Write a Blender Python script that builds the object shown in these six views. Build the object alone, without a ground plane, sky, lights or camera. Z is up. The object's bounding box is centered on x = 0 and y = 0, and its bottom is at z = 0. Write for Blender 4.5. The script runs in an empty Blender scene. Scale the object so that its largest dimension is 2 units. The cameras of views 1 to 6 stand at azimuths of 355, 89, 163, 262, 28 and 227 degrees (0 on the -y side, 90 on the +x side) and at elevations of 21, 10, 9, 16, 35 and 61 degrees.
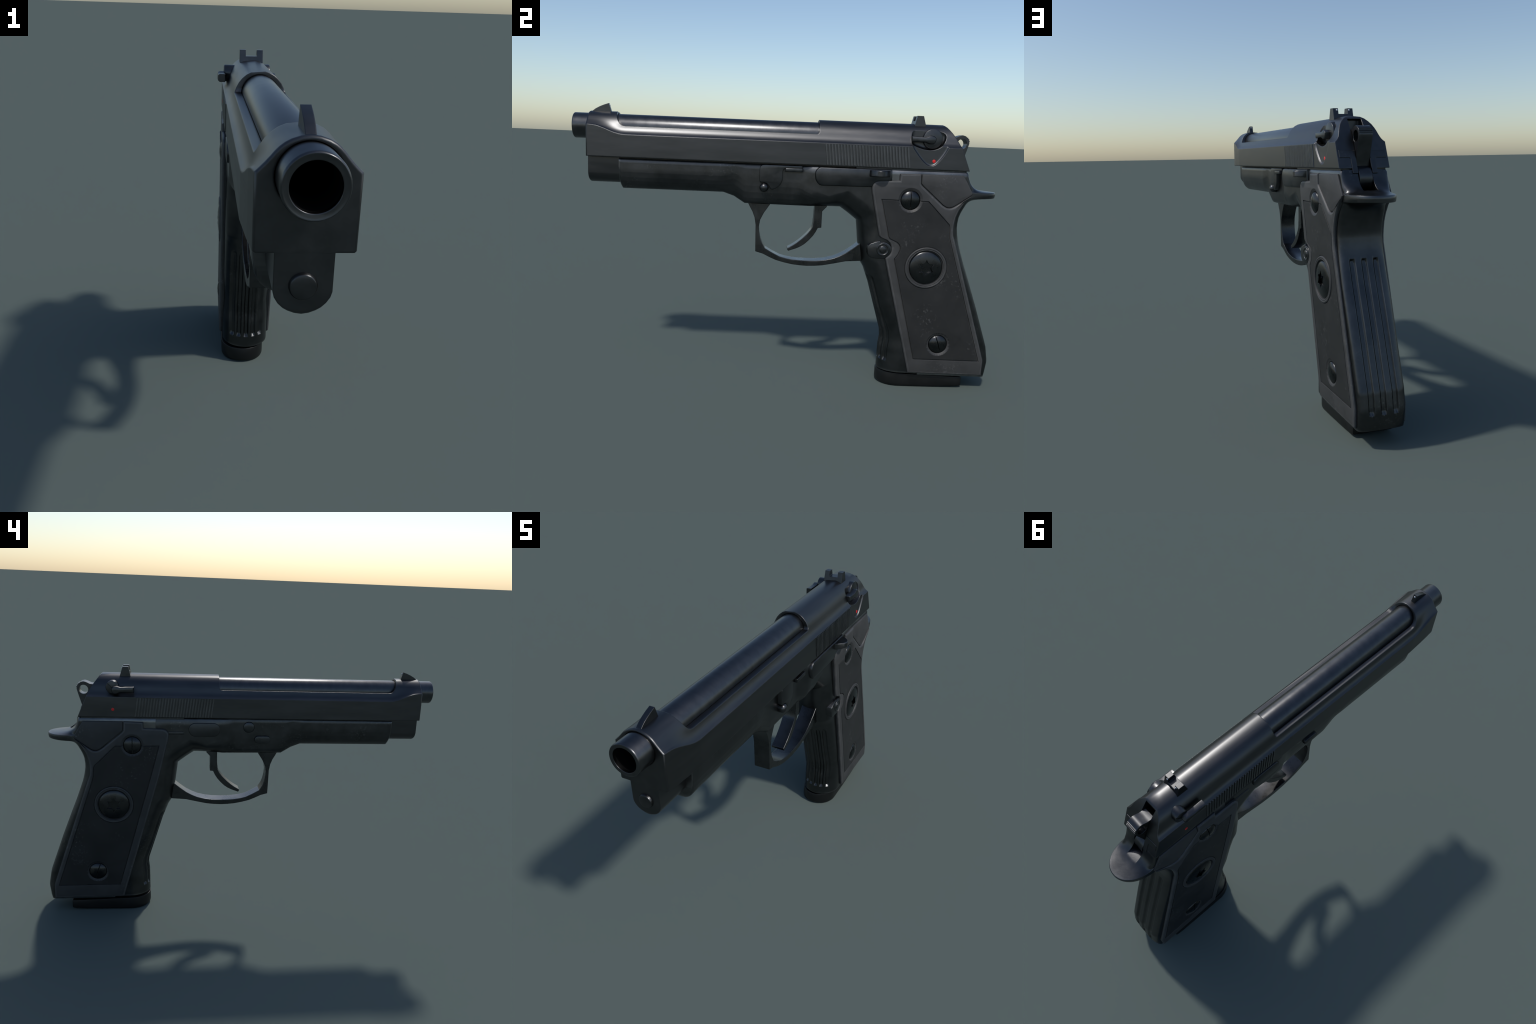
"""Full-size service pistol, built part by part.  Gun axis runs along y (muzzle at -y), z is up.
All parts are modelled symmetric about local x = 0; the root empty carries the small x offset."""
import bpy, bmesh, math
from math import sin, cos, pi, radians, sqrt
from mathutils import Vector, Matrix
from mathutils.geometry import tessellate_polygon

X0 = -0.012                     # centre plane of the gun in the world
AXIS_Z = 1.184                  # height of the bore axis

# ------------------------------------------------------------------ materials
def new_mat(name):
    m = bpy.data.materials.new(name)
    m.use_nodes = True
    nt = m.node_tree
    return m, nt, nt.nodes["Principled BSDF"]

def dark_surface(name, col_a, col_b, rough_a, rough_b, metallic=0.0, noise_scale=9.0, stretch=(1, 1, 1),
                 edge=0.004, grain=0.0, fleck=None, spec=0.5, pale_edge=None):
    """Dark finish: two close tones mottled by noise, roughness varied, edges rounded in shading."""
    m, nt, bsdf = new_mat(name)
    N, L = nt.nodes, nt.links
    tc = N.new("ShaderNodeTexCoord")
    mp = N.new("ShaderNodeMapping"); mp.inputs["Scale"].default_value = stretch
    L.new(tc.outputs["Object"], mp.inputs["Vector"])
    no = N.new("ShaderNodeTexNoise")
    no.inputs["Scale"].default_value = noise_scale
    no.inputs["Detail"].default_value = 7; no.inputs["Roughness"].default_value = 0.62
    L.new(mp.outputs["Vector"], no.inputs["Vector"])
    cr = N.new("ShaderNodeValToRGB")
    cr.color_ramp.elements[0].position = 0.35; cr.color_ramp.elements[0].color = (*col_a, 1)
    cr.color_ramp.elements[1].position = 0.68; cr.color_ramp.elements[1].color = (*col_b, 1)
    L.new(no.outputs["Fac"], cr.inputs["Fac"])
    colour = cr.outputs["Color"]
    if fleck:
        # sparse pale scuffs: fine noise gated by a broad noise
        f1 = N.new("ShaderNodeTexNoise"); f1.inputs["Scale"].default_value = 95; f1.inputs["Detail"].default_value = 6
        f2 = N.new("ShaderNodeTexNoise"); f2.inputs["Scale"].default_value = 6.5; f2.inputs["Detail"].default_value = 3
        L.new(tc.outputs["Object"], f1.inputs["Vector"]); L.new(tc.outputs["Object"], f2.inputs["Vector"])
        r1 = N.new("ShaderNodeMapRange"); r1.inputs["From Min"].default_value = 0.56; r1.inputs["From Max"].default_value = 0.72
        r2 = N.new("ShaderNodeMapRange"); r2.inputs["From Min"].default_value = 0.53; r2.inputs["From Max"].default_value = 0.68
        L.new(f1.outputs["Fac"], r1.inputs["Value"]); L.new(f2.outputs["Fac"], r2.inputs["Value"])
        mu = N.new("ShaderNodeMath"); mu.operation = "MULTIPLY"
        L.new(r1.outputs["Result"], mu.inputs[0]); L.new(r2.outputs["Result"], mu.inputs[1])
        mx = N.new("ShaderNodeMix"); mx.data_type = "RGBA"
        L.new(mu.outputs[0], mx.inputs["Factor"]); L.new(colour, mx.inputs["A"])
        mx.inputs["B"].default_value = (*fleck, 1)
        colour = mx.outputs["Result"]
    if edge > 0:
        bv = N.new("ShaderNodeBevel"); bv.samples = 6; bv.inputs["Radius"].default_value = edge
    if pale_edge:
        # paler tone mixed into the base colour on ridges and corners, by pointiness
        geo = N.new("ShaderNodeNewGeometry")
        rr = N.new("ShaderNodeMapRange")
        rr.inputs["From Min"].default_value = 0.525; rr.inputs["From Max"].default_value = 0.60
        L.new(geo.outputs["Pointiness"], rr.inputs["Value"])
        mw = N.new("ShaderNodeMath"); mw.operation = "MULTIPLY"
        L.new(rr.outputs["Result"], mw.inputs[0]); L.new(no.outputs["Fac"], mw.inputs[1])
        mx = N.new("ShaderNodeMix"); mx.data_type = "RGBA"
        L.new(mw.outputs[0], mx.inputs["Factor"]); L.new(colour, mx.inputs["A"])
        mx.inputs["B"].default_value = (*pale_edge, 1)
        colour = mx.outputs["Result"]
    L.new(colour, bsdf.inputs["Base Color"])
    rr = N.new("ShaderNodeMapRange")
    rr.inputs["From Min"].default_value = 0.3; rr.inputs["From Max"].default_value = 0.7
    rr.inputs["To Min"].default_value = rough_a; rr.inputs["To Max"].default_value = rough_b
    L.new(no.outputs["Fac"], rr.inputs["Value"]); L.new(rr.outputs["Result"], bsdf.inputs["Roughness"])
    bsdf.inputs["Metallic"].default_value = metallic
    bsdf.inputs["Specular IOR Level"].default_value = spec
    if grain > 0:
        gn = N.new("ShaderNodeTexNoise"); gn.inputs["Scale"].default_value = 160; gn.inputs["Detail"].default_value = 3
        L.new(tc.outputs["Object"], gn.inputs["Vector"])
        bp = N.new("ShaderNodeBump"); bp.inputs["Strength"].default_value = grain; bp.inputs["Distance"].default_value = 0.002
        L.new(gn.outputs["Fac"], bp.inputs["Height"]); L.new(bv.outputs["Normal"], bp.inputs["Normal"])
        L.new(bp.outputs["Normal"], bsdf.inputs["Normal"])
    elif edge > 0:
        L.new(bv.outputs["Normal"], bsdf.inputs["Normal"])
    return m

def plain(name, col, rough=0.5, spec=0.5):
    m, nt, bsdf = new_mat(name)
    bsdf.inputs["Base Color"].default_value = (*col, 1)
    bsdf.inputs["Roughness"].default_value = rough
    bsdf.inputs["Specular IOR Level"].default_value = spec
    return m

SLIDE = dark_surface("blued_slide_steel", (0.072, 0.074, 0.077), (0.090, 0.091, 0.094), 0.33, 0.40, metallic=1.0,
                     noise_scale=7, stretch=(3, .5, 3), edge=0.0050)
SERR = dark_surface("serration_steel", (0.105, 0.107, 0.110), (0.140, 0.141, 0.145), 0.33, 0.40, metallic=1.0,
                    noise_scale=16, edge=0)
BARREL = dark_surface("blued_barrel_steel", (0.082, 0.084, 0.088), (0.100, 0.102, 0.106), 0.29, 0.33, metallic=1.0,
                      noise_scale=22, stretch=(1, 1.6, 1), edge=0.003)
FRAME = dark_surface("anodised_frame", (0.062, 0.064, 0.066), (0.085, 0.087, 0.090), 0.33, 0.45, metallic=1.0,
                     noise_scale=11, edge=0.0045, grain=0.05, fleck=(0.13, 0.133, 0.136))
STRAP = dark_surface("anodised_frame_pale_edges", (0.062, 0.064, 0.066), (0.086, 0.088, 0.091), 0.28, 0.38, metallic=1.0,
                     noise_scale=11, edge=0.0030, grain=0.05, fleck=(0.13, 0.133, 0.136), pale_edge=(0.26, 0.265, 0.27))
GRIP = dark_surface("grip_plastic", (0.030, 0.0305, 0.0315), (0.045, 0.0455, 0.0465), 0.46, 0.58, spec=0.4,
                    noise_scale=9, edge=0.003, grain=0.05, fleck=(0.080, 0.080, 0.082))
FIELD = dark_surface("grip_plastic_field", (0.0115, 0.0118, 0.0122), (0.0190, 0.0193, 0.0198), 0.46, 0.56, spec=0.4,
                     noise_scale=9, edge=0.003, grain=0.05, fleck=(0.065, 0.066, 0.067))
GUARD = dark_surface("worn_guard_steel", (0.058, 0.060, 0.062), (0.085, 0.087, 0.090), 0.24, 0.34, metallic=1.0,
                     noise_scale=14, edge=0.005)
RIM = dark_surface("grip_plastic_pale_chamfer", (0.040, 0.0405, 0.042), (0.066, 0.0665, 0.068), 0.42, 0.54,
                   noise_scale=18, edge=0.004, fleck=(0.12, 0.12, 0.122))
SMALL = dark_surface("small_part_steel", (0.064, 0.066, 0.069), (0.086, 0.088, 0.091), 0.30, 0.40, metallic=1.0,
                     noise_scale=20, edge=0.003)
SCREWM = dark_surface("screw_steel", (0.046, 0.048, 0.050), (0.062, 0.064, 0.066), 0.24, 0.32, metallic=1.0, noise_scale=20, edge=0.002)
MAGM = dark_surface("magazine_polymer", (0.003, 0.0034, 0.0036), (0.006, 0.0064, 0.0068), 0.36, 0.46, noise_scale=12, edge=0.003, spec=0.35)
BORE = plain("bore_black", (0.002, 0.002, 0.002), 0.9, 0.1)
RED = plain("red_paint", (0.62, 0.012, 0.012), 0.45)
WHITE = plain("sight_dot_pale", (0.62, 0.64, 0.68), 0.25)

# ------------------------------------------------------------------ helpers
ROOT = bpy.data.objects.new("pistol", None)
bpy.context.collection.objects.link(ROOT)
ROOT.location = (X0, 0, 0)
ROOT["label"] = "black semi-automatic pistol with exposed barrel and dark grips"
ROOT["category"] = "handgun"

def finish_mesh(me, angle=32):
    bm = bmesh.new(); bm.from_mesh(me)
    bmesh.ops.remove_doubles(bm, verts=bm.verts, dist=1e-5)
    bmesh.ops.recalc_face_normals(bm, faces=bm.faces)
    bm.to_mesh(me); bm.free()
    me.polygons.foreach_set("use_smooth", [True] * len(me.polygons))
    me.set_sharp_from_angle(angle=radians(angle))
    me.update()

def make(name, verts, faces, mat, parent=None, angle=32):
    me = bpy.data.meshes.new(name)
    me.from_pydata([tuple(v) for v in verts], [], faces)
    finish_mesh(me, angle)
    me.materials.append(mat)
    ob = bpy.data.objects.new(name, me)
    bpy.context.collection.objects.link(ob)
    ob.parent = parent or ROOT
    return ob

def prism(poly, x0, x1, bevel=0.0, side=1):
    """Side-view outline [(y,z)] given thickness from x0 to x1; bevel chamfers the rim of the x1 face."""
    n = len(poly)
    if bevel > 0:
        inner = inset(poly, bevel)
        rings = [(x0, poly), (x1 - bevel * 0.8, poly), (x1 - bevel * .22, inset(poly, bevel * .35)), (x1, inner)]
    else:
        rings = [(x0, poly), (x1, poly)]
    V, F = [], []
    for x, p in rings:
        V += [(side * x, y, z) for y, z in p]
    for r in range(len(rings) - 1):
        for i in range(n):
            j = (i + 1) % n
            F.append((r * n + i, r * n + j, (r + 1) * n + j, (r + 1) * n + i))
    for base, p in ((0, rings[0][1]), ((len(rings) - 1) * n, rings[-1][1])):
        for t in tessellate_polygon([[Vector((y, z, 0)) for y, z in p]]):
            F.append(tuple(base + i for i in t))
    return V, F

def inset(poly, d):
    """Move every corner of a closed outline inward by d."""
    n = len(poly)
    area = sum(poly[i][0] * poly[(i + 1) % n][1] - poly[(i + 1) % n][0] * poly[i][1] for i in range(n))
    s = 1 if area > 0 else -1
    out = []
    for i in range(n):
        a, b, c = Vector(poly[i - 1]), Vector(poly[i]), Vector(poly[(i + 1) % n])
        e1, e2 = (b - a).normalized(), (c - b).normalized()
        n1, n2 = Vector((-e1.y, e1.x)) * s, Vector((-e2.y, e2.x)) * s
        m = (n1 + n2)
        k = m.dot(n1)
        m = m / k if k > 0.35 else m.normalized()
        out.append(tuple(b + m * d))
    return out

def smooth_outline(poly, keep=(), n=1):
    """Corner-cutting (Chaikin) of a closed outline; indices in keep stay sharp."""
    keep = set(keep)
    for _ in range(n):
        out, nk = [], set()
        N = len(poly)
        for i, p in enumerate(poly):
            a, c = poly[i - 1], poly[(i + 1) % N]
            if i in keep:
                nk.add(len(out)); out.append(p)
            else:
                out.append((p[0] * .75 + a[0] * .25, p[1] * .75 + a[1] * .25))
                out.append((p[0] * .75 + c[0] * .25, p[1] * .75 + c[1] * .25))
        poly, keep = out, nk
    return poly

def loft(rings, close=True, caps=True):
    n = len(rings[0]); V, F = [], []
    for r in rings: V += list(r)
    for a in range(len(rings) - 1):
        for i in range(n if close else n - 1):
            j = (i + 1) % n
            F.append((a * n + i, a * n + j, (a + 1) * n + j, (a + 1) * n + i))
    if caps:
        for base, ring in ((0, rings[0]), ((len(rings) - 1) * n, rings[-1])):
            F += [tuple(base + k for k in t) for t in tessellate_polygon([[Vector(p) for p in ring]])]
    return V, F

def revolve_x(profile, cy, cz, side=1, seg=48):
    """Profile [(radius, x)] turned about an axis parallel to x through (cy,cz)."""
    rings = []
    for r, x in profile:
        rings.append([(side * x, cy + max(r, 1e-6) * cos(2 * pi * k / seg), cz + max(r, 1e-6) * sin(2 * pi * k / seg)) for k in range(seg)])
    return loft(rings)

def revolve_y(profile, cz, seg=64):
    rings = []
    for r, y in profile:
        rings.append([(max(r, 1e-6) * cos(2 * pi * k / seg), y, cz + max(r, 1e-6) * sin(2 * pi * k / seg)) for k in range(seg)])
    return loft(rings)

def merge(*parts):
    V, F = [], []
    for v, f in parts:
        o = len(V); V += list(v); F += [tuple(i + o for i in t) for t in f]
    return V, F

def cut(ob, *cutters, angle=32, op="DIFFERENCE"):
    """Subtract closed meshes from an object and keep the result as plain mesh."""
    tmp = []
    for v, f in cutters:
        c = make("cutter", v, f, BORE)
        md = ob.modifiers.new("cut", "BOOLEAN"); md.operation = op; md.solver = "EXACT"; md.object = c
        tmp.append(c)
    dg = bpy.context.evaluated_depsgraph_get(); dg.update()
    me = bpy.data.meshes.new_from_object(ob.evaluated_get(dg))
    ob.modifiers.clear()
    old = ob.data; ob.data = me; bpy.data.meshes.remove(old)
    for c in tmp:
        m = c.data; bpy.data.objects.remove(c); bpy.data.meshes.remove(m)
    while len(me.materials) > 1: me.materials.pop()
    me.polygons.foreach_set("material_index", [0] * len(me.polygons))
    finish_mesh(me, angle)

def box(x0, x1, y0, y1, z0, z1):
    return prism([(y0, z0), (y1, z0), (y1, z1), (y0, z1)], x0, x1)

def lerp_table(t, tab):
    if t <= tab[0][0]: return tab[0][1]
    for (a, va), (b, vb) in zip(tab, tab[1:]):
        if t <= b:
            k = (t - a) / (b - a); return va + (vb - va) * k
    return tab[-1][1]

def sstep(a, b, t):
    k = min(1, max(0, (t - a) / (b - a))); return k * k * (3 - 2 * k)

def smooth_polyline(pts, n=2):
    """Open corner cutting, end points kept."""
    for _ in range(n):
        out = [pts[0]]
        for a, b in zip(pts, pts[1:]):
            out.append(tuple(x * .75 + y * .25 for x, y in zip(a, b)))
            out.append(tuple(x * .25 + y * .75 for x, y in zip(a, b)))
        out.append(pts[-1]); pts = out
    return pts

# ------------------------------------------------------------------ slide
REAR = [(1.049, .816), (1.152, .773), (1.172, .763), (1.195, .749), (1.225, .727), (1.245, .710), (1.2535, .697)]   # z -> y of the raked rear face
CREASE = [(-.928, 1.190), (-.905, 1.189), (-.885, 1.187), (-.865, 1.182), (-.842, 1.174), (-.82, 1.165), (-.798, 1.157), (-.775, 1.151), (-.75, 1.149), (.9, 1.149)]
def slide_section(y):
    hw = lerp_table(y, [(-.928, .0915), (-.86, .0980), (-.75, .1052), (-.6, .1055), (.9, .1055)])
    zc = lerp_table(y, CREASE)
    k = (zc - 1.149) / .041                     # 0 = normal section, 1 = front end (angular dome)
    up_n = [(.0985, .0055), (.0925, .012), (.0875, .0205), (.0833, .031), (.0797, .042), (.0750, .054), (.0675, .068), (.0570, .0808), (.044, .0920), (.030, .0990), (.015, .1030), (0, .104)]
    top_n = [(x, 1.149 + d) for x, d in up_n]
    top_f = [(.0895, 1.1915), (.0865, 1.1945), (.082, 1.199), (.075, 1.206), (.0665, 1.2155), (.059, 1.2245), (.0515, 1.232), (.043, 1.2385), (.032, 1.2445), (.016, 1.2497), (0, 1.2515)]
    half = [(hw * .6, 1.048), (hw - .002, 1.048), (hw, 1.050), (hw, (zc + 1.05) / 2), (hw, zc)]
    half += [(a[0] * (1 - k) + b[0] * k, a[1] * (1 - k) + b[1] * k) for a, b in zip(top_n, top_f)]
    return half
def slide_ring(y, rear=False):
    h = slide_section(y)
    pts = [(x, z) for x, z in h] + [(-x, z) for x, z in reversed(h[:-1])]
    if rear: return [(x, lerp_table(z, REAR), z) for x, z in pts]
    return [(x, y, z) for x, z in pts]
ys = [-.9225] + [-.9205 + i * .0075 for i in range(24)] + [-.72, -.6, -.4, -.2, 0, .2, .4, .55, .66]
def nose(k, y): return [(x * k, y, 1.15 + (z - 1.15) * k if z > 1.15 else z) for x, _, z in slide_ring(-.928)]
slide = make("slide", *loft([nose(.965, -.928), nose(.987, -.9262)] + [slide_ring(y) for y in ys] + [slide_ring(.8, rear=True)]), SLIDE)
# open top that bares the barrel: side outline with curved front end, straight floor, small rear fillet
opening = [(-.806, 1.30), (-.8035, 1.262), (-.7995, 1.246), (-.794, 1.228), (-.787, 1.211), (-.778, 1.197), (-.767, 1.189), (-.752, 1.1865),
           (.114, 1.1865), (.120, 1.1885), (.124, 1.193), (.1255, 1.20), (.1255, 1.30)]
scoop_outline = [(.545, 1.26), (.545, 1.151), (.571, 1.116), (.590, 1.0935), (.607, 1.0765), (.622, 1.067), (.636, 1.0635), (.651, 1.067), (.667, 1.0795), (.683, 1.099),
                 (.700, 1.125), (.714, 1.152), (.7135, 1.19), (.708, 1.212), (.700, 1.232), (.69, 1.26)]
def dish(outline, floor, wall):
    """Cutter whose walls flare outward from a flat floor."""
    n = len(outline); rings = []
    for x, d in ((floor, wall * 1.5), (floor, wall), (floor + wall * .25, wall * .45), (floor + wall * .62, wall * .12), (floor + wall, 0), (.2, 0)):
        p = inset(outline, d) if d else outline
        rings.append([(x, y, z) for y, z in p])
    return loft(rings)
pocket = [(.546, 1.206), (.545, 1.160), (.562, 1.150), (.58, 1.144), (.606, 1.137), (.631, 1.135), (.655, 1.139), (.676, 1.149), (.692, 1.165), (.703, 1.185), (.705, 1.206), (.692, 1.225), (.67, 1.236), (.6, 1.238), (.548, 1.236)]
cut(slide,
    prism(opening, -.2, .2),
    revolve_y([(.0588, -.80), (.0588, .35)], AXIS_Z),                 # barrel channel
    revolve_y([(.0592, -1.0), (.0592, -.79)], AXIS_Z),                # bushing hole
    dish(smooth_outline(scoop_outline, keep=(0, 15), n=1), .0985, .007),
    dish(smooth_outline(pocket, n=1), .0635, .012),
    prism([(.69, 1.0), (.9, 1.0), (.9, 1.239), (.705, 1.239), (.69, 1.235)], -.0295, .0295),   # hammer slot
    angle=38)

# lower front lug that holds the recoil spring
lug_half = [(.0535, 1.075), (.0535, .974), (.0505, .962), (.0435, .950), (.0345, .941), (.0255, .9355), (.013, .9305), (0, .9285)]
lug = lug_half + [(-x, z) for x, z in reversed(lug_half[:-1])]
def lug_ring(y, s=0): return [(x, y, z + max(0, (.975 - z)) * s) for x, z in lug]
cut(slide, loft([lug_ring(-.9278, .10), lug_ring(-.9255, .03), lug_ring(-.922), lug_ring(-.70)]), angle=38, op="UNION")
make("guide_rod_cap", *revolve_y([(.026, -.90), (.026, -.931), (.0235, -.9355), (.018, -.937), (0, -.9372)], .986, 28), SMALL, slide)

# cocking serrations: fine slightly leaning ribs on both flats
def serrations():
    parts = []
    n = 28
    for side in (1, -1):
        for i in range(n):
            y = .155 + i * (.372 / (n - 1))
            w = .0040 + .0008 * (((i * 7) % 5) / 4)
            zt, zb = 1.1465, 1.0525
            lean = .012
            outline = [(y + lean - w, zb), (y + lean + w, zb), (y + w, zt), (y - w, zt)]
            x = .1055
            v, f = [], []
            v += [(side * (x - .001), a, b) for a, b in outline]
            top = [(y + lean - w * .78, zb + .001), (y + lean + w * .78, zb + .001), (y + w * .78, zt - .001), (y - w * .78, zt - .001)]
            v += [(side * (x + .0027), a, b) for a, b in top]
            f = [(4, 5, 6, 7), (0, 1, 5, 4), (1, 2, 6, 5), (2, 3, 7, 6), (3, 0, 4, 7)]
            parts.append((v, f))
    return merge(*parts)
ob = make("cocking_serration", *serrations(), SERR, slide); ob["kind"] = "stuff"

# sights
fs = make("front_sight", *prism([(-.922, 1.246), (-.903, 1.2615), (-.883, 1.2725), (-.862, 1.2815), (-.8425, 1.288), (-.829, 1.244)], -.0098, .0098), SMALL, slide)
rs = make("rear_sight", *prism([(.562, 1.238), (.617, 1.238), (.602, 1.2885), (.574, 1.2885)], -.0432, .0432), SMALL, slide)
cut(rs, box(-.0208, .0208, .5, .7, 1.2655, 1.33))
def dot_mesh(r, depth, seg=14):
    rings = []
    for a in (0, 30, 60, 85):
        rr, d = r * cos(radians(a)), depth * sin(radians(a))
        rings.append([(rr * cos(2 * pi * k / seg), d, rr * sin(2 * pi * k / seg)) for k in range(seg)])
    return loft(rings)
dm = make("sight_dot", *dot_mesh(.0042, .0035), WHITE, rs)
dm.location = (.0265, .6035, 1.281)
d2 = dm.copy(); d2.location = (-.0265, .6035, 1.281); bpy.context.collection.objects.link(d2)
d3 = dm.copy(); d3.parent = fs; d3.location = (0, -.8395, 1.279); bpy.context.collection.objects.link(d3)

# barrel
br = make("barrel", *revolve_y([(.0505, -.9988), (.0545, -1.0), (.0562, -.9985), (.0575, -.995), (.0575, .14)], AXIS_Z), BARREL)
V, F = revolve_y([(.0425, -.9965), (.0455, -.9992), (.0505, -.9995), (.0545, -1.0)], AXIS_Z)
cut(br, revolve_y([(.0432, -1.1), (.0432, -.55)], AXIS_Z, 48))
make("bore_lining", *revolve_y([(.0430, -.988), (.0430, -.56), (0, -.555)], AXIS_Z, 48), BORE, br)
# lining is an open tube: drop its front cap
bl = bpy.data.objects["bore_lining"]
bm = bmesh.new(); bm.from_mesh(bl.data)
bmesh.ops.delete(bm, geom=[f for f in bm.faces if f.calc_center_median().y < -.985], context="FACES"); bm.to_mesh(bl.data); bm.free()

# safety: drum and lever on each side, red mark on each flat
saf = make("safety_drum", *revolve_x([(.0450, .045), (.0450, .0725), (.0435, .0755), (.040, .0768), (0, .0770)], .644, 1.187), SMALL, slide)
lev_r = [(.542, 1.196), (.544, 1.170), (.607, 1.171), (.618, 1.166), (.630, 1.163), (.646, 1.164), (.654, 1.177), (.655, 1.191), (.642, 1.2005), (.630, 1.2015), (.620, 1.199), (.607, 1.1935)]
make("safety_lever", *prism(lev_r, .070, .0995, bevel=.0075), SMALL, slide)
make("safety_drum", *revolve_x([(.0315, .05), (.0315, .098), (.030, .1005), (.027, .1015), (0, .1017)], .648, 1.1955, side=-1, seg=32), SMALL, slide)
lev_l = [(.544, 1.2015), (.544, 1.172), (.610, 1.173), (.624, 1.1665), (.638, 1.1655), (.650, 1.174), (.652, 1.190), (.642, 1.2025), (.625, 1.2045), (.609, 1.1995)]
make("safety_lever", *prism(lev_l, .0985, .1262, bevel=.0095, side=-1), SMALL, slide)
dl = prism([(.619, 1.167), (.622, 1.164), (.677, 1.224), (.674, 1.227)], .0995, .1035, side=-1)
ob = bpy.data.objects["safety_drum.001"]; cut(ob, prism([(.624, 1.1655), (.627, 1.1625), (.6785, 1.2185), (.6755, 1.2215)], .0985, .12, side=-1))
red = make("safety_mark", *revolve_x([(.0073, -.0015), (.0073, .0004), (.0066, .0007), (0, .0007)], 0, 0, seg=20), RED, slide)
red.location = (.0985, .6505, 1.0875)
r2 = red.copy(); r2.location = (-.1055, .647, 1.0875); r2.rotation_euler = (0, radians(180), 0); bpy.context.collection.objects.link(r2)

# hammer with ring spur
ham_out = [(y - .005, z) for y, z in [(.700, 1.150), (.722, 1.190), (.736, 1.1985), (.752, 1.1965), (.768, 1.1985), (.784, 1.2065), (.798, 1.2100), (.812, 1.2065), (.824, 1.197), (.831, 1.184), (.8315, 1.172), (.826, 1.152),
           (.817, 1.122), (.806, 1.086), (.800, 1.055), (.800, 1.035), (.806, 1.012), (.808, .990), (.795, .955), (.70, .955)]]
ham = make("hammer", *prism(ham_out, -.0282, .0282), SMALL)
make("hammer_hub", *revolve_x([(.052, -.0270), (.052, .0270)], .779, 1.008, seg=40), SMALL, ham)
cut(ham, revolve_x([(.0225, -.1), (.0225, .1)], .7935, 1.1705, seg=20))
ridges = []
for (y, z, a) in ((.8185, 1.1985, 40), (.8235, 1.1925, 55), (.8268, 1.1855, 72)):
    ridges.append(prism([(y - .004, z - .003), (y + .001, z - .003), (y + .001, z + .0012), (y - .004, z + .0012)], -.0278, .0278))
ob = make("hammer_serration", *merge(*ridges), SMALL, ham); ob["kind"] = "stuff"

# ------------------------------------------------------------------ frame
K = 80
def resample(prof, n):
    L = [0]
    for a, b in zip(prof, prof[1:]): L.append(L[-1] + math.dist(a, b))
    out = []
    for i in range(n):
        s = L[-1] * i / (n - 1)
        for j in range(len(prof) - 1):
            if s <= L[j + 1] + 1e-12:
                k = (s - L[j]) / max(1e-9, L[j + 1] - L[j])
                out.append(tuple(prof[j][c] + (prof[j + 1][c] - prof[j][c]) * k for c in (0, 1))); break
    return out
def arc_profile(R, H, e=1.0, n=60): return resample([(R * (1 - cos(a)), H * sin(a) ** e) for a in [pi / 2 * i / n for i in range(n + 1)]], K)
PD = resample([(0, 0), (.0004, .02), (.002, .036), (.006, .046), (.011, .053), (.018, .061), (.027, .068), (.038, .0735), (.055, .0775), (.078, .0805)], K)
PM = resample([(0, 0), (.0003, .036), (.002, .050), (.006, .0575), (.014, .063), (.028, .0665), (.055, .0695), (.085, .071), (.11, .0715)], K)
PM2 = resample([(0, 0), (.0003, .038), (.003, .055), (.010, .068), (.020, .079), (.032, .0875), (.046, .0925), (.060, .0945), (.085, .095)], K)
PC = arc_profile(.056, .095)
PK = arc_profile(.088, .095)
PS = arc_profile(.072, .095)
PG = arc_profile(.104, .0960)
def n2(y, z):
    l = sqrt(y * y + z * z); return (y / l, z / l)
TOP = 1.0435
NODES = [  # outline point, inward direction, cross profile, inner end of the flank
    ((-.782, .927), n2(0, 1), PD, (-.782, TOP)), ((-.776, .912), n2(0, 1), PD, (-.776, TOP)), ((-.770, .9035), n2(0, 1), PD, (-.770, TOP)),
    ((-.306, .9035), n2(0, 1), PD, (-.306, TOP)), ((-.255, .8885), n2(0, 1), PM, (-.255, TOP)), ((-.204, .8570), n2(0, 1), PM, (-.204, TOP)),
    ((.048, .8550), n2(0, 1), PM, (.048, TOP)), ((.101, .8550), n2(0, 1), PM2, (.101, TOP)),
    ((.180, .8555), n2(.05, 1), PC, (.22, TOP)), ((.246, .8560), n2(.30, 1), PK, (.40, TOP)), ((.287, .828), n2(.55, .85), PK, (.50, TOP)), ((.328, .797), n2(.80, .55), PK, (.56, 1.02)),
    ((.334, .75), n2(1, .25), PK, (.58, .97)), ((.340, .701), n2(1, .08), PS, (.60, .86)), ((.355, .605), n2(1, .16), PS, (.62, .72)), ((.376, .571), n2(1, .30), PS, (.64, .66)),
    ((.405, .497), n2(1, .28), PS, (.66, .57)), ((.440, .384), n2(1, .28), PS, (.69, .45)), ((.477, .264), n2(1, .2), PG, (.72, .32)), ((.481, .230), n2(1, .0), PG, (.73, .235)),
    ((.476, .190), n2(1, -.06), PG, (.74, .18)), ((.475, .130), n2(1, 0), PG, (.75, .125)), ((.474, .073), n2(1, 0), PG, (.75, .070))]
FLUTES = [-.060, -.031, 0, .031, .060]
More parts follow.
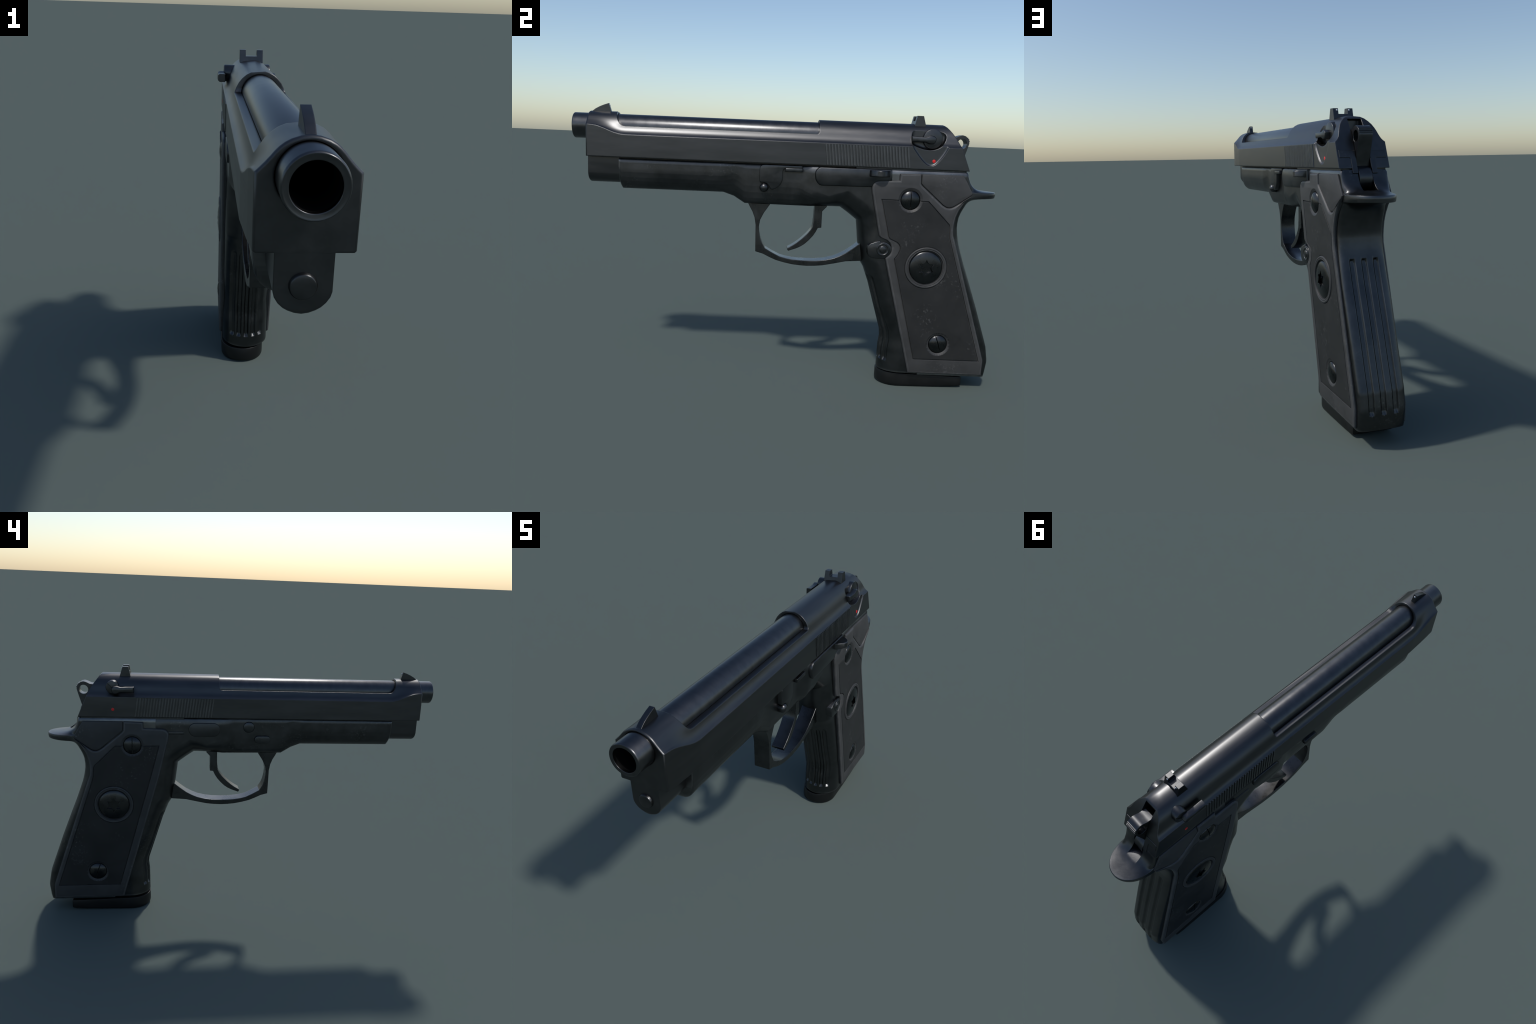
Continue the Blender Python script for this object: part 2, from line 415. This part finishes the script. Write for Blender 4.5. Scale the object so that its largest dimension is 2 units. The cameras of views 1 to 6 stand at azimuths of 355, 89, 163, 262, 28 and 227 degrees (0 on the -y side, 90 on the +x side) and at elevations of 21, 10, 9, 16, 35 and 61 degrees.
def flute_depth(x, z, lanes, half, depth, zlo, zhi):
    """Depth of round-ended flutes running in z at the given x lanes."""
    lo, hi = zlo + half, zhi - half
    over = max(0, lo - z, z - hi)
    d = min(math.hypot(x - c, over) for c in lanes)
    return depth * (1 - sstep(half * .45, half * 1.05, d))
def frame_front():
    rings = []
    for a, b in zip(NODES, NODES[1:]):
        step = math.dist(a[0], b[0])
        m = max(1, int(step / .0085)) if a[0][0] > .2 else max(1, int(step / .03))
        for i in range(m): rings.append((a, b, i / m))
    rings.append((NODES[-2], NODES[-1], 1.0))
    out = []
    for a, b, t in rings:
        mix = lambda p, q: tuple(u + (v - u) * t for u, v in zip(p, q))
        p, nrm, tgt = mix(a[0], b[0]), n2(*mix(a[1], b[1])), mix(a[3], b[3])
        prof = [mix(u, v) for u, v in zip(a[2], b[2])]
        half = []
        for d, h in prof:
            y, z = p[0] + nrm[0] * d, p[1] + nrm[1] * d
            if p[1] < .60 and p[0] > .3:
                g = flute_depth(h, z, FLUTES, .0115, .0090, .122, .538)
                # push in along the curved surface normal
                k = h / .096
                y += g * sqrt(max(0, 1 - k * k)); h -= g * k
            half.append((h, y, z))
        H = prof[-1][1]
        last = half[-1]
        ch = .006 if tgt[1] > TOP - .001 else 0      # slim chamfer along the top of the frame
        for s in (.33, .66, .99 - ch / max(.01, tgt[1] - last[2])):
            half.append((H, last[1] + (tgt[0] - last[1]) * s, last[2] + (tgt[1] - last[2]) * s))
        half.append((H - ch * .8, tgt[0], tgt[1]))
        ring = half + [(-x, y, z) for x, y, z in reversed(half[1:])]
        out.append(ring)
    return loft(out)

BACK = [(.0665, .9895), (.085, .9935), (.138, 1.0), (.155, .9985), (.215, .988), (.402, .9225), (.531, .874), (.611, .843), (.671, .822), (.71, .8095), (.735, .803), (.76, .7985), (.785, .7955),
        (.805, .796), (.833, .8005), (.855, .809), (.876, .820), (.893, .832), (.905, .845), (.912, .860), (.9165, .885), (.9215, .93), (.9240, .968), (.9265, .9735), (.937, .976), (.9485, .976),
        (.9515, .9735), (.9535, .95), (.9565, .915), (.962, .885), (.970, .866), (.980, .8515), (.990, .841), (1.000, .834), (1.02, .825), (1.034, .8205), (1.0435, .816)]
def back_plan(z):
    """(width, corner depth, squareness) of the rear outline seen from above at height z."""
    H = lerp_table(z, [(.05, .0985), (.2, .099), (.6, .0995), (.78, .0965), (.88, .0965), (.92, .0985), (.955, .0985), (1.034, .0985), (1.0435, .0925)])
    dep = lerp_table(z, [(.05, .034), (.6, .034), (.80, .034), (.88, .042), (.912, .08), (.9195, .135), (.953, .135), (.965, .06), (.985, .030), (1.0, .022), (1.0435, .016)])
    p = lerp_table(z, [(.05, 3.6), (.8, 3.6), (.9, 3.0), (.9195, 2.1), (.953, 2.1), (.975, 3.2), (1.0435, 4.5)])
    return H, dep, p
def frame_rear():
    tab = BACK
    zs = []
    for (a, _), (b, _) in zip(tab, tab[1:]):
        m = max(1, int((b - a) / .008))
        zs += [a + (b - a) * i / m for i in range(m)]
    zs.append(tab[-1][0])
    rings = []
    n = 56
    for z in zs:
        yb = lerp_table(z, tab); H, dep, p = back_plan(z)
        yin = lerp_table(z, [(.05, .66), (.5, .60), (.80, .56), (.86, .50), (.93, .44), (1.05, .44)])
        half = []
        for i in range(n + 1):
            th = pi / 2 * i / n
            x = H * sin(th) ** (2 / p) if i else 0.0
            y = yb - dep * (1 - max(0, cos(th)) ** (2 / p))
            half.append([x, y, z])
        # even spacing across the strap so that flutes resolve
        L = [0]
        for a, b in zip(half, half[1:]): L.append(L[-1] + math.dist(a, b))
        even = []
        j = 0
        for i in range(n + 1):
            s = L[-1] * i / n
            while j < n - 1 and L[j + 1] < s: j += 1
            k = (s - L[j]) / max(1e-9, L[j + 1] - L[j])
            even.append([half[j][c] + (half[j + 1][c] - half[j][c]) * k for c in range(3)])
        for q in even:
            g = flute_depth(q[0], z, [-.050, 0, .050], .0140, .0095, .128, .700)
            q[1] -= g
        ring = [tuple(q) for q in even] + [(H, yin, z)]
        ring = ring + [(-x, y, zz) for x, y, zz in reversed(ring[1:])]
        rings.append(ring)
    return loft(rings)
frame = make("frame", *frame_front(), STRAP, angle=40)
rear = make("backstrap", *frame_rear(), STRAP, frame, angle=40)
cut(rear, prism([(.735, 1.2), (.735, .93), (.80, .945), (.8755, .9665), (.95, 1.0), (.95, 1.2)], -.0302, .0302), angle=40)
# floor plate of the magazine well between front strap and backstrap
make("magazine_well", *prism([(.58, .30), (.60, .0745), (.95, .0745), (.9, .30)], -.088, .088), FRAME, frame)

# rear ears of the frame that ride in the slide rails
def ear(side):
    poly = [(.0302, 1.030), (.0302, 1.117), (.0975, 1.117), (.0975, 1.0895), (.0565, 1.0895), (.0525, 1.0865), (.0515, 1.052), (.0515, 1.030)]
    V, F = [], []
    for dy in (.002, -.05):
        V += [(side * x, lerp_table(z, [(1.0, .836), (1.049, .816), (1.152, .773)]) + dy, z) for x, z in poly]
    n = len(poly)
    for i in range(n): F.append((i, (i + 1) % n, n + (i + 1) % n, n + i))
    for base in (0, n): F += [tuple(base + k for k in t) for t in tessellate_polygon([[Vector((x, z, 0)) for x, z in poly]])]
    return V, F
make("frame_rail", *ear(1), FRAME, frame)
make("frame_rail", *ear(-1), FRAME, frame)

make("slide_rail", *merge(box(.031, .094, .30, .803, 1.03, 1.06), box(-.094, -.031, .30, .803, 1.03, 1.06), box(-.0655, .0655, -.77, .30, 1.03, 1.06)), FRAME, frame)
# trigger guard
guard = [(-.192, .866), (-.177, .838), (-.166, .819), (-.155, .791), (-.149, .757), (-.148, .707), (-.146, .630), (-.110, .620), (-.079, .605), (-.048, .592), (-.010, .582), (.031, .574), (.066, .5705), (.100, .569), (.138, .5705),
         (.176, .5745), (.23, .5855), (.285, .598), (.40, .606), (.40, .722), (.352, .690), (.318, .662), (.285, .638), (.256, .622), (.227, .610), (.187, .600), (.146, .595), (.106, .594), (.068, .5945), (.031, .597), (0, .602), (-.030, .6095),
         (-.066, .627), (-.101, .647), (-.115, .670), (-.125, .695), (-.131, .724), (-.133, .752), (-.128, .782), (-.112, .815), (-.098, .836), (-.078, .866)]
def guard_mesh():
    outer_edge = []
    V, F = prism(guard, -.0365, .0365)
    return V, F
make("trigger_guard", *guard_mesh(), GUARD, frame, angle=28)
trig = [(.127, .872), (.186, .872), (.182, .853), (.162, .832), (.162, .754), (.1455, .752), (.136, .732), (.124, .713), (.106, .692), (.086, .673), (.067, .660), (.046, .650), (.010, .637), (.0055, .6445), (.006, .650),
        (.030, .664), (.051, .679), (.073, .698), (.095, .720), (.111, .740), (.121, .757), (.1255, .80)]
make("trigger", *prism(trig, -.0305, .0305), GUARD, angle=28)

# ------------------------------------------------------------------ controls on the frame
stop = [(.113, 1.008), (.1145, 1.020), (.120, 1.031), (.128, 1.038), (.138, 1.0415), (.463, 1.0425), (.466, .990), (.40, .986), (.385, .976), (.375, .960), (.148, .9575), (.135, .961), (.124, .971), (.116, .986)]
st = make("slide_stop", *prism(stop, .080, .1095, bevel=.008), SMALL)
def tab():
    n = 20
    plan = [(.090, .357), (.103, .3585)] + [(.103 + .0570 * sin(pi * (.06 + .94 * i / n)) ** .75 * (.72 + .28 * i / n), .3585 + .0985 * i / n) for i in range(1, n)] + [(.103, .457), (.090, .4575)]
    rings = []
    for z, s in ((1.0085, .90), (1.011, 1.0), (1.033, 1.0), (1.0365, .95)):
        rings.append([(.09 + (x - .09) * s, y, z) for x, y in plan])
    return loft(rings)
make("slide_stop_thumb_rest", *tab(), SMALL, st)
td = [(-.139, 1.024), (-.136, 1.033), (-.1285, 1.0395), (-.118, 1.0418), (.055, 1.0418), (.055, 1.0285), (-.024, 1.0255), (-.031, 1.020), (-.034, 1.010), (-.034, .974), (-.038, .961), (-.047, .948), (-.058, .938), (-.072, .931), (-.084, .930),
      (-.090, .938), (-.096, .948), (-.105, .956), (-.118, .9595), (-.134, .960), (-.1385, .966)]
tdo = make("takedown_lever", *prism(td, .060, .0910, bevel=.0035), SMALL)
make("takedown_thumb_piece", *prism([(-.022, 1.0135), (.0555, 1.0145), (.0555, 1.0305), (-.022, 1.0295)], .080, .1040, bevel=.003), SMALL, tdo)
make("takedown_pin", *revolve_x([(.0205, .07), (.0205, .086), (.0185, .0925), (.0135, .098), (.007, .1008), (0, .1015)], -.117, .9375, seg=28), SMALL, tdo)
make("takedown_button", *revolve_x([(.029, .055), (.029, .0725), (.027, .0755), (.021, .0782), (.010, .0796), (0, .0800)], -.030, .998, side=-1, seg=32), SMALL)
def oval(cy, cz, a, r, n=10):
    return [(cy + a - r + r * cos(t), cz + r * sin(t)) for t in [-pi / 2 + pi * i / n for i in range(n + 1)]] + [(cy - a + r + r * cos(t), cz + r * sin(t)) for t in [pi / 2 + pi * i / n for i in range(n + 1)]]
make("trigger_pin", *prism(oval(-.101, .935, .041, .0195), .05, .0830, bevel=.003, side=-1), FRAME)
make("frame_panel", *prism(oval(.198, .988, .079, .035), .08, .1030, bevel=.003, side=-1), FRAME, frame)
make("trigger_bar", *prism([(.301, .9605), (.41, .9605), (.41, .9765), (.301, .9765)], .08, .0970, bevel=.002, side=-1), SMALL)
rel = [(.374, .678), (.377, .691), (.388, .700), (.428, .7145), (.433, .713), (.435, .706), (.446, .709), (.460, .707), (.474, .700), (.484, .687), (.487, .674), (.485, .660), (.477, .647), (.463, .638), (.457, .629), (.40, .631), (.385, .638), (.376, .652)]
mr = make("magazine_release", *prism(rel, .060, .1085, bevel=.004), SMALL)
make("magazine_release_button", *revolve_x([(.030, .1), (.030, .1095), (.028, .1115), (.0245, .1115), (.0225, .1095), (.0165, .1095), (.0150, .1118), (.011, .1132), (0, .1135)], .4455, .6735, seg=36), SMALL, mr)

# ------------------------------------------------------------------ grip panels
PANEL_X = .1110
def panel_outline(notch):
    top = [(.598, 1.0285), (.501, 1.0255), (.500, .9945), (.405, .9915), (.389, .986), (.379, .974), (.376, .960), (.378, .938)]
    mid = [(.425, .736), (.434, .728), (.462, .717), (.476, .705), (.4845, .689), (.4855, .668), (.479, .652), (.460, .632)] if notch else [(.426, .732), (.456, .625)]
    low = [(.609, .0785), (.965, .0765), (.966, .152), (.936, .245), (.774, .735), (.768, .752), (.7655, .778), (.767, .804), (.772, .836), (.784, .868), (.806, .904), (.836, .9375)]
    wedge = [(.760, .884), (.748, .8785), (.735, .877), (.722, .8795), (.706, .889), (.606, .974), (.5995, .983)]
    return top + mid + low + wedge
wedge_pad = [(.6005, 1.0275), (.794, 1.0275), (.841, .947), (.836, .9385), (.7615, .8865), (.748, .8805), (.735, .879), (.723, .8815), (.708, .8905), (.608, .9755), (.601, .984)]
def field_line(notch):
    a = [(.424, .9055), (.640, .9035), (.7445, .800), (.7475, .785), (.751, .737), (.9415, .1485), (.628, .1485)]
    b = [(.503, .622), (.5025, .632), (.518, .654), (.5255, .678), (.522, .696), (.509, .710), (.474, .7255), (.4675, .734)] if notch else [(.505, .600), (.470, .727)]
    return a + b
def groove(poly, x, half=.0022, depth=.006):
    """Thin channel cutter following a closed outline."""
    o, i = inset(poly, -half), inset(poly, half)
    n = len(poly); V, F = [], []
    for xx in (x - depth, x + .02):
        V += [(xx, y, z) for y, z in o] + [(xx, y, z) for y, z in i]
    for k in range(n):
        j = (k + 1) % n
        F += [(k, j, n + j, n + k), (2 * n + k, 3 * n + k, 3 * n + j, 2 * n + j), (k, 2 * n + k, 2 * n + j, j), (n + k, n + j, 3 * n + j, 3 * n + k)]
    return V, F
def star(cy, cz, R, r, x0, x1):
    p = []
    for i in range(12):
        a = pi / 2 + i * pi / 6; q = R if i % 2 == 0 else r
        p.append((cy + q * cos(a), cz + q * sin(a)))
    return prism(smooth_outline(p, keep=range(0, 12, 2), n=1), x0, x1)
def inside(poly, y, z):
    k = False
    for (a, b), (c, d) in zip(poly, poly[1:] + poly[:1]):
        if (b > z) != (d > z) and y < a + (z - b) * (c - a) / (d - b): k = not k
    return k
SCREWS = [(.556, .907, 0.0), (.7415, .2255, 18.0)]
EMB = (.652, .595)
def mirror(vf, s): return ([(s * x, y, z) for x, y, z in vf[0]], vf[1])
for s in (1, -1):
    notch = s > 0
    g = make("grip_panel", *prism(panel_outline(notch), .070, PANEL_X, bevel=.009, side=s), GRIP, angle=25)
    cuts = [mirror(groove(field_line(notch), PANEL_X), s), revolve_x([(.0995, PANEL_X - .005), (.0995, .13)], *EMB, side=s)]
    for y, z, _ in SCREWS:
        cuts.append(revolve_x([(.0452, PANEL_X - .02), (.0452, PANEL_X - .006), (.0500, PANEL_X - .0035), (.058, PANEL_X + .0005), (.060, .14)], y, z, side=s, seg=40))
    cut(g, *cuts, angle=25)
    bm = bmesh.new(); bm.from_mesh(g.data); bmesh.ops.triangulate(bm, faces=bm.faces[:]); bm.to_mesh(g.data); bm.free()
    # the field inside the incised line is a darker tone than the pale rim
    g.data.materials.append(FIELD); g.data.materials.append(RIM)
    fl = field_line(notch)
    for f in g.data.polygons:
        c = f.center
        if abs(c.x) > PANEL_X - .0015 and inside(fl, c.y, c.z): f.material_index = 1
        elif .25 < abs(f.normal.x) < .97 and abs(c.x) > PANEL_X - .009 and min([math.dist((c.y, c.z), p[:2]) - .062 for p in SCREWS] + [math.dist((c.y, c.z), EMB) - .102]) > 0: f.material_index = 2     # pale chamfer
    make("grip_corner_pad", *prism(wedge_pad, .070, PANEL_X - .0045, bevel=.006, side=s), GRIP, g, angle=25)
    for y, z, ang in SCREWS:
        sc = make("grip_screw", *revolve_x([(.0440, .08), (.0440, PANEL_X - .006), (.0425, PANEL_X - .0035), (.037, PANEL_X - .0005), (.030, PANEL_X + .0030), (.020, PANEL_X + .0056), (.009, PANEL_X + .0069), (0, PANEL_X + .0072)], y, z, side=s, seg=36), SCREWM, g)
        a = radians(ang); dy, dz = -sin(a), cos(a); w = .0017
        slot = [(y + dy * .05 + dz * w, z + dz * .05 - dy * w), (y + dy * .05 - dz * w, z + dz * .05 + dy * w), (y - dy * .05 - dz * w, z - dz * .05 + dy * w), (y - dy * .05 + dz * w, z - dz * .05 - dy * w)]
        cut(sc, prism(slot, PANEL_X - .004, .14, side=s))
    make("medallion_ring", *revolve_x([(.0985, .09), (.0985, PANEL_X - .001), (.0965, PANEL_X + .0030), (.0925, PANEL_X + .0046), (.0885, PANEL_X + .0034), (.0875, PANEL_X + .0020), (.0865, PANEL_X + .0036), (.083, PANEL_X + .0036), (.0805, PANEL_X - .001), (.0800, PANEL_X - .0045)], *EMB, side=s, seg=64), GRIP, g)
    prof = [(.0775, .09)] + [(.0775 * cos(a), PANEL_X - .0035 + .0135 * sin(a)) for a in [pi / 2 * i / 14 for i in range(15)]]
    med = make("medallion", *revolve_x(prof, *EMB, side=s, seg=64), SCREWM, g)
    cut(med, star(*EMB, .0385, .0215, PANEL_X - .0040, .14) if s > 0 else mirror(star(*EMB, .0385, .0215, PANEL_X - .0040, .14), -1))

# ------------------------------------------------------------------ magazine
def base_plate():
    plan = []
    n = 14
    H = .0905
    for i in range(n + 1):
        a = pi / 2 * i / n
        plan.append((H * sin(a), .4725 + .100 * (1 - cos(a))))
    plan += [(H, .62), (H, .75), (H * .985, .868), (H * .95, .880)]
    ring2 = plan + [(-x, y) for x, y in reversed(plan[1:])]
    top = lambda y: lerp_table(y, [(.4725, .0645), (.568, .062), (.88, .0535)])
    bot = lambda y: lerp_table(y, [(.4725, .005), (.487, .002), (.52, .0005), (.56, .0), (.65, .0005), (.88, .0085)])
    cy = .66
    sc = lambda y, k: cy + (y - cy) * k
    rings = []
    for f, k in ((0, .978), (.08, .995), (.16, 1.0), (.96, 1.0), (1.0, .993)):
        rings.append([(x * k, sc(y, k), bot(y) + (top(y) - bot(y)) * f) for x, y in ring2])
    return loft(rings)
mag = make("magazine_base", *base_plate(), MAGM, angle=35)
mag.location.x = -.0105        # the base plate sits a little off the centre plane
make("magazine_body", *prism([(.545, .09), (.545, .05), (.865, .05), (.865, .09)], -.066, .076), MAGM, mag)
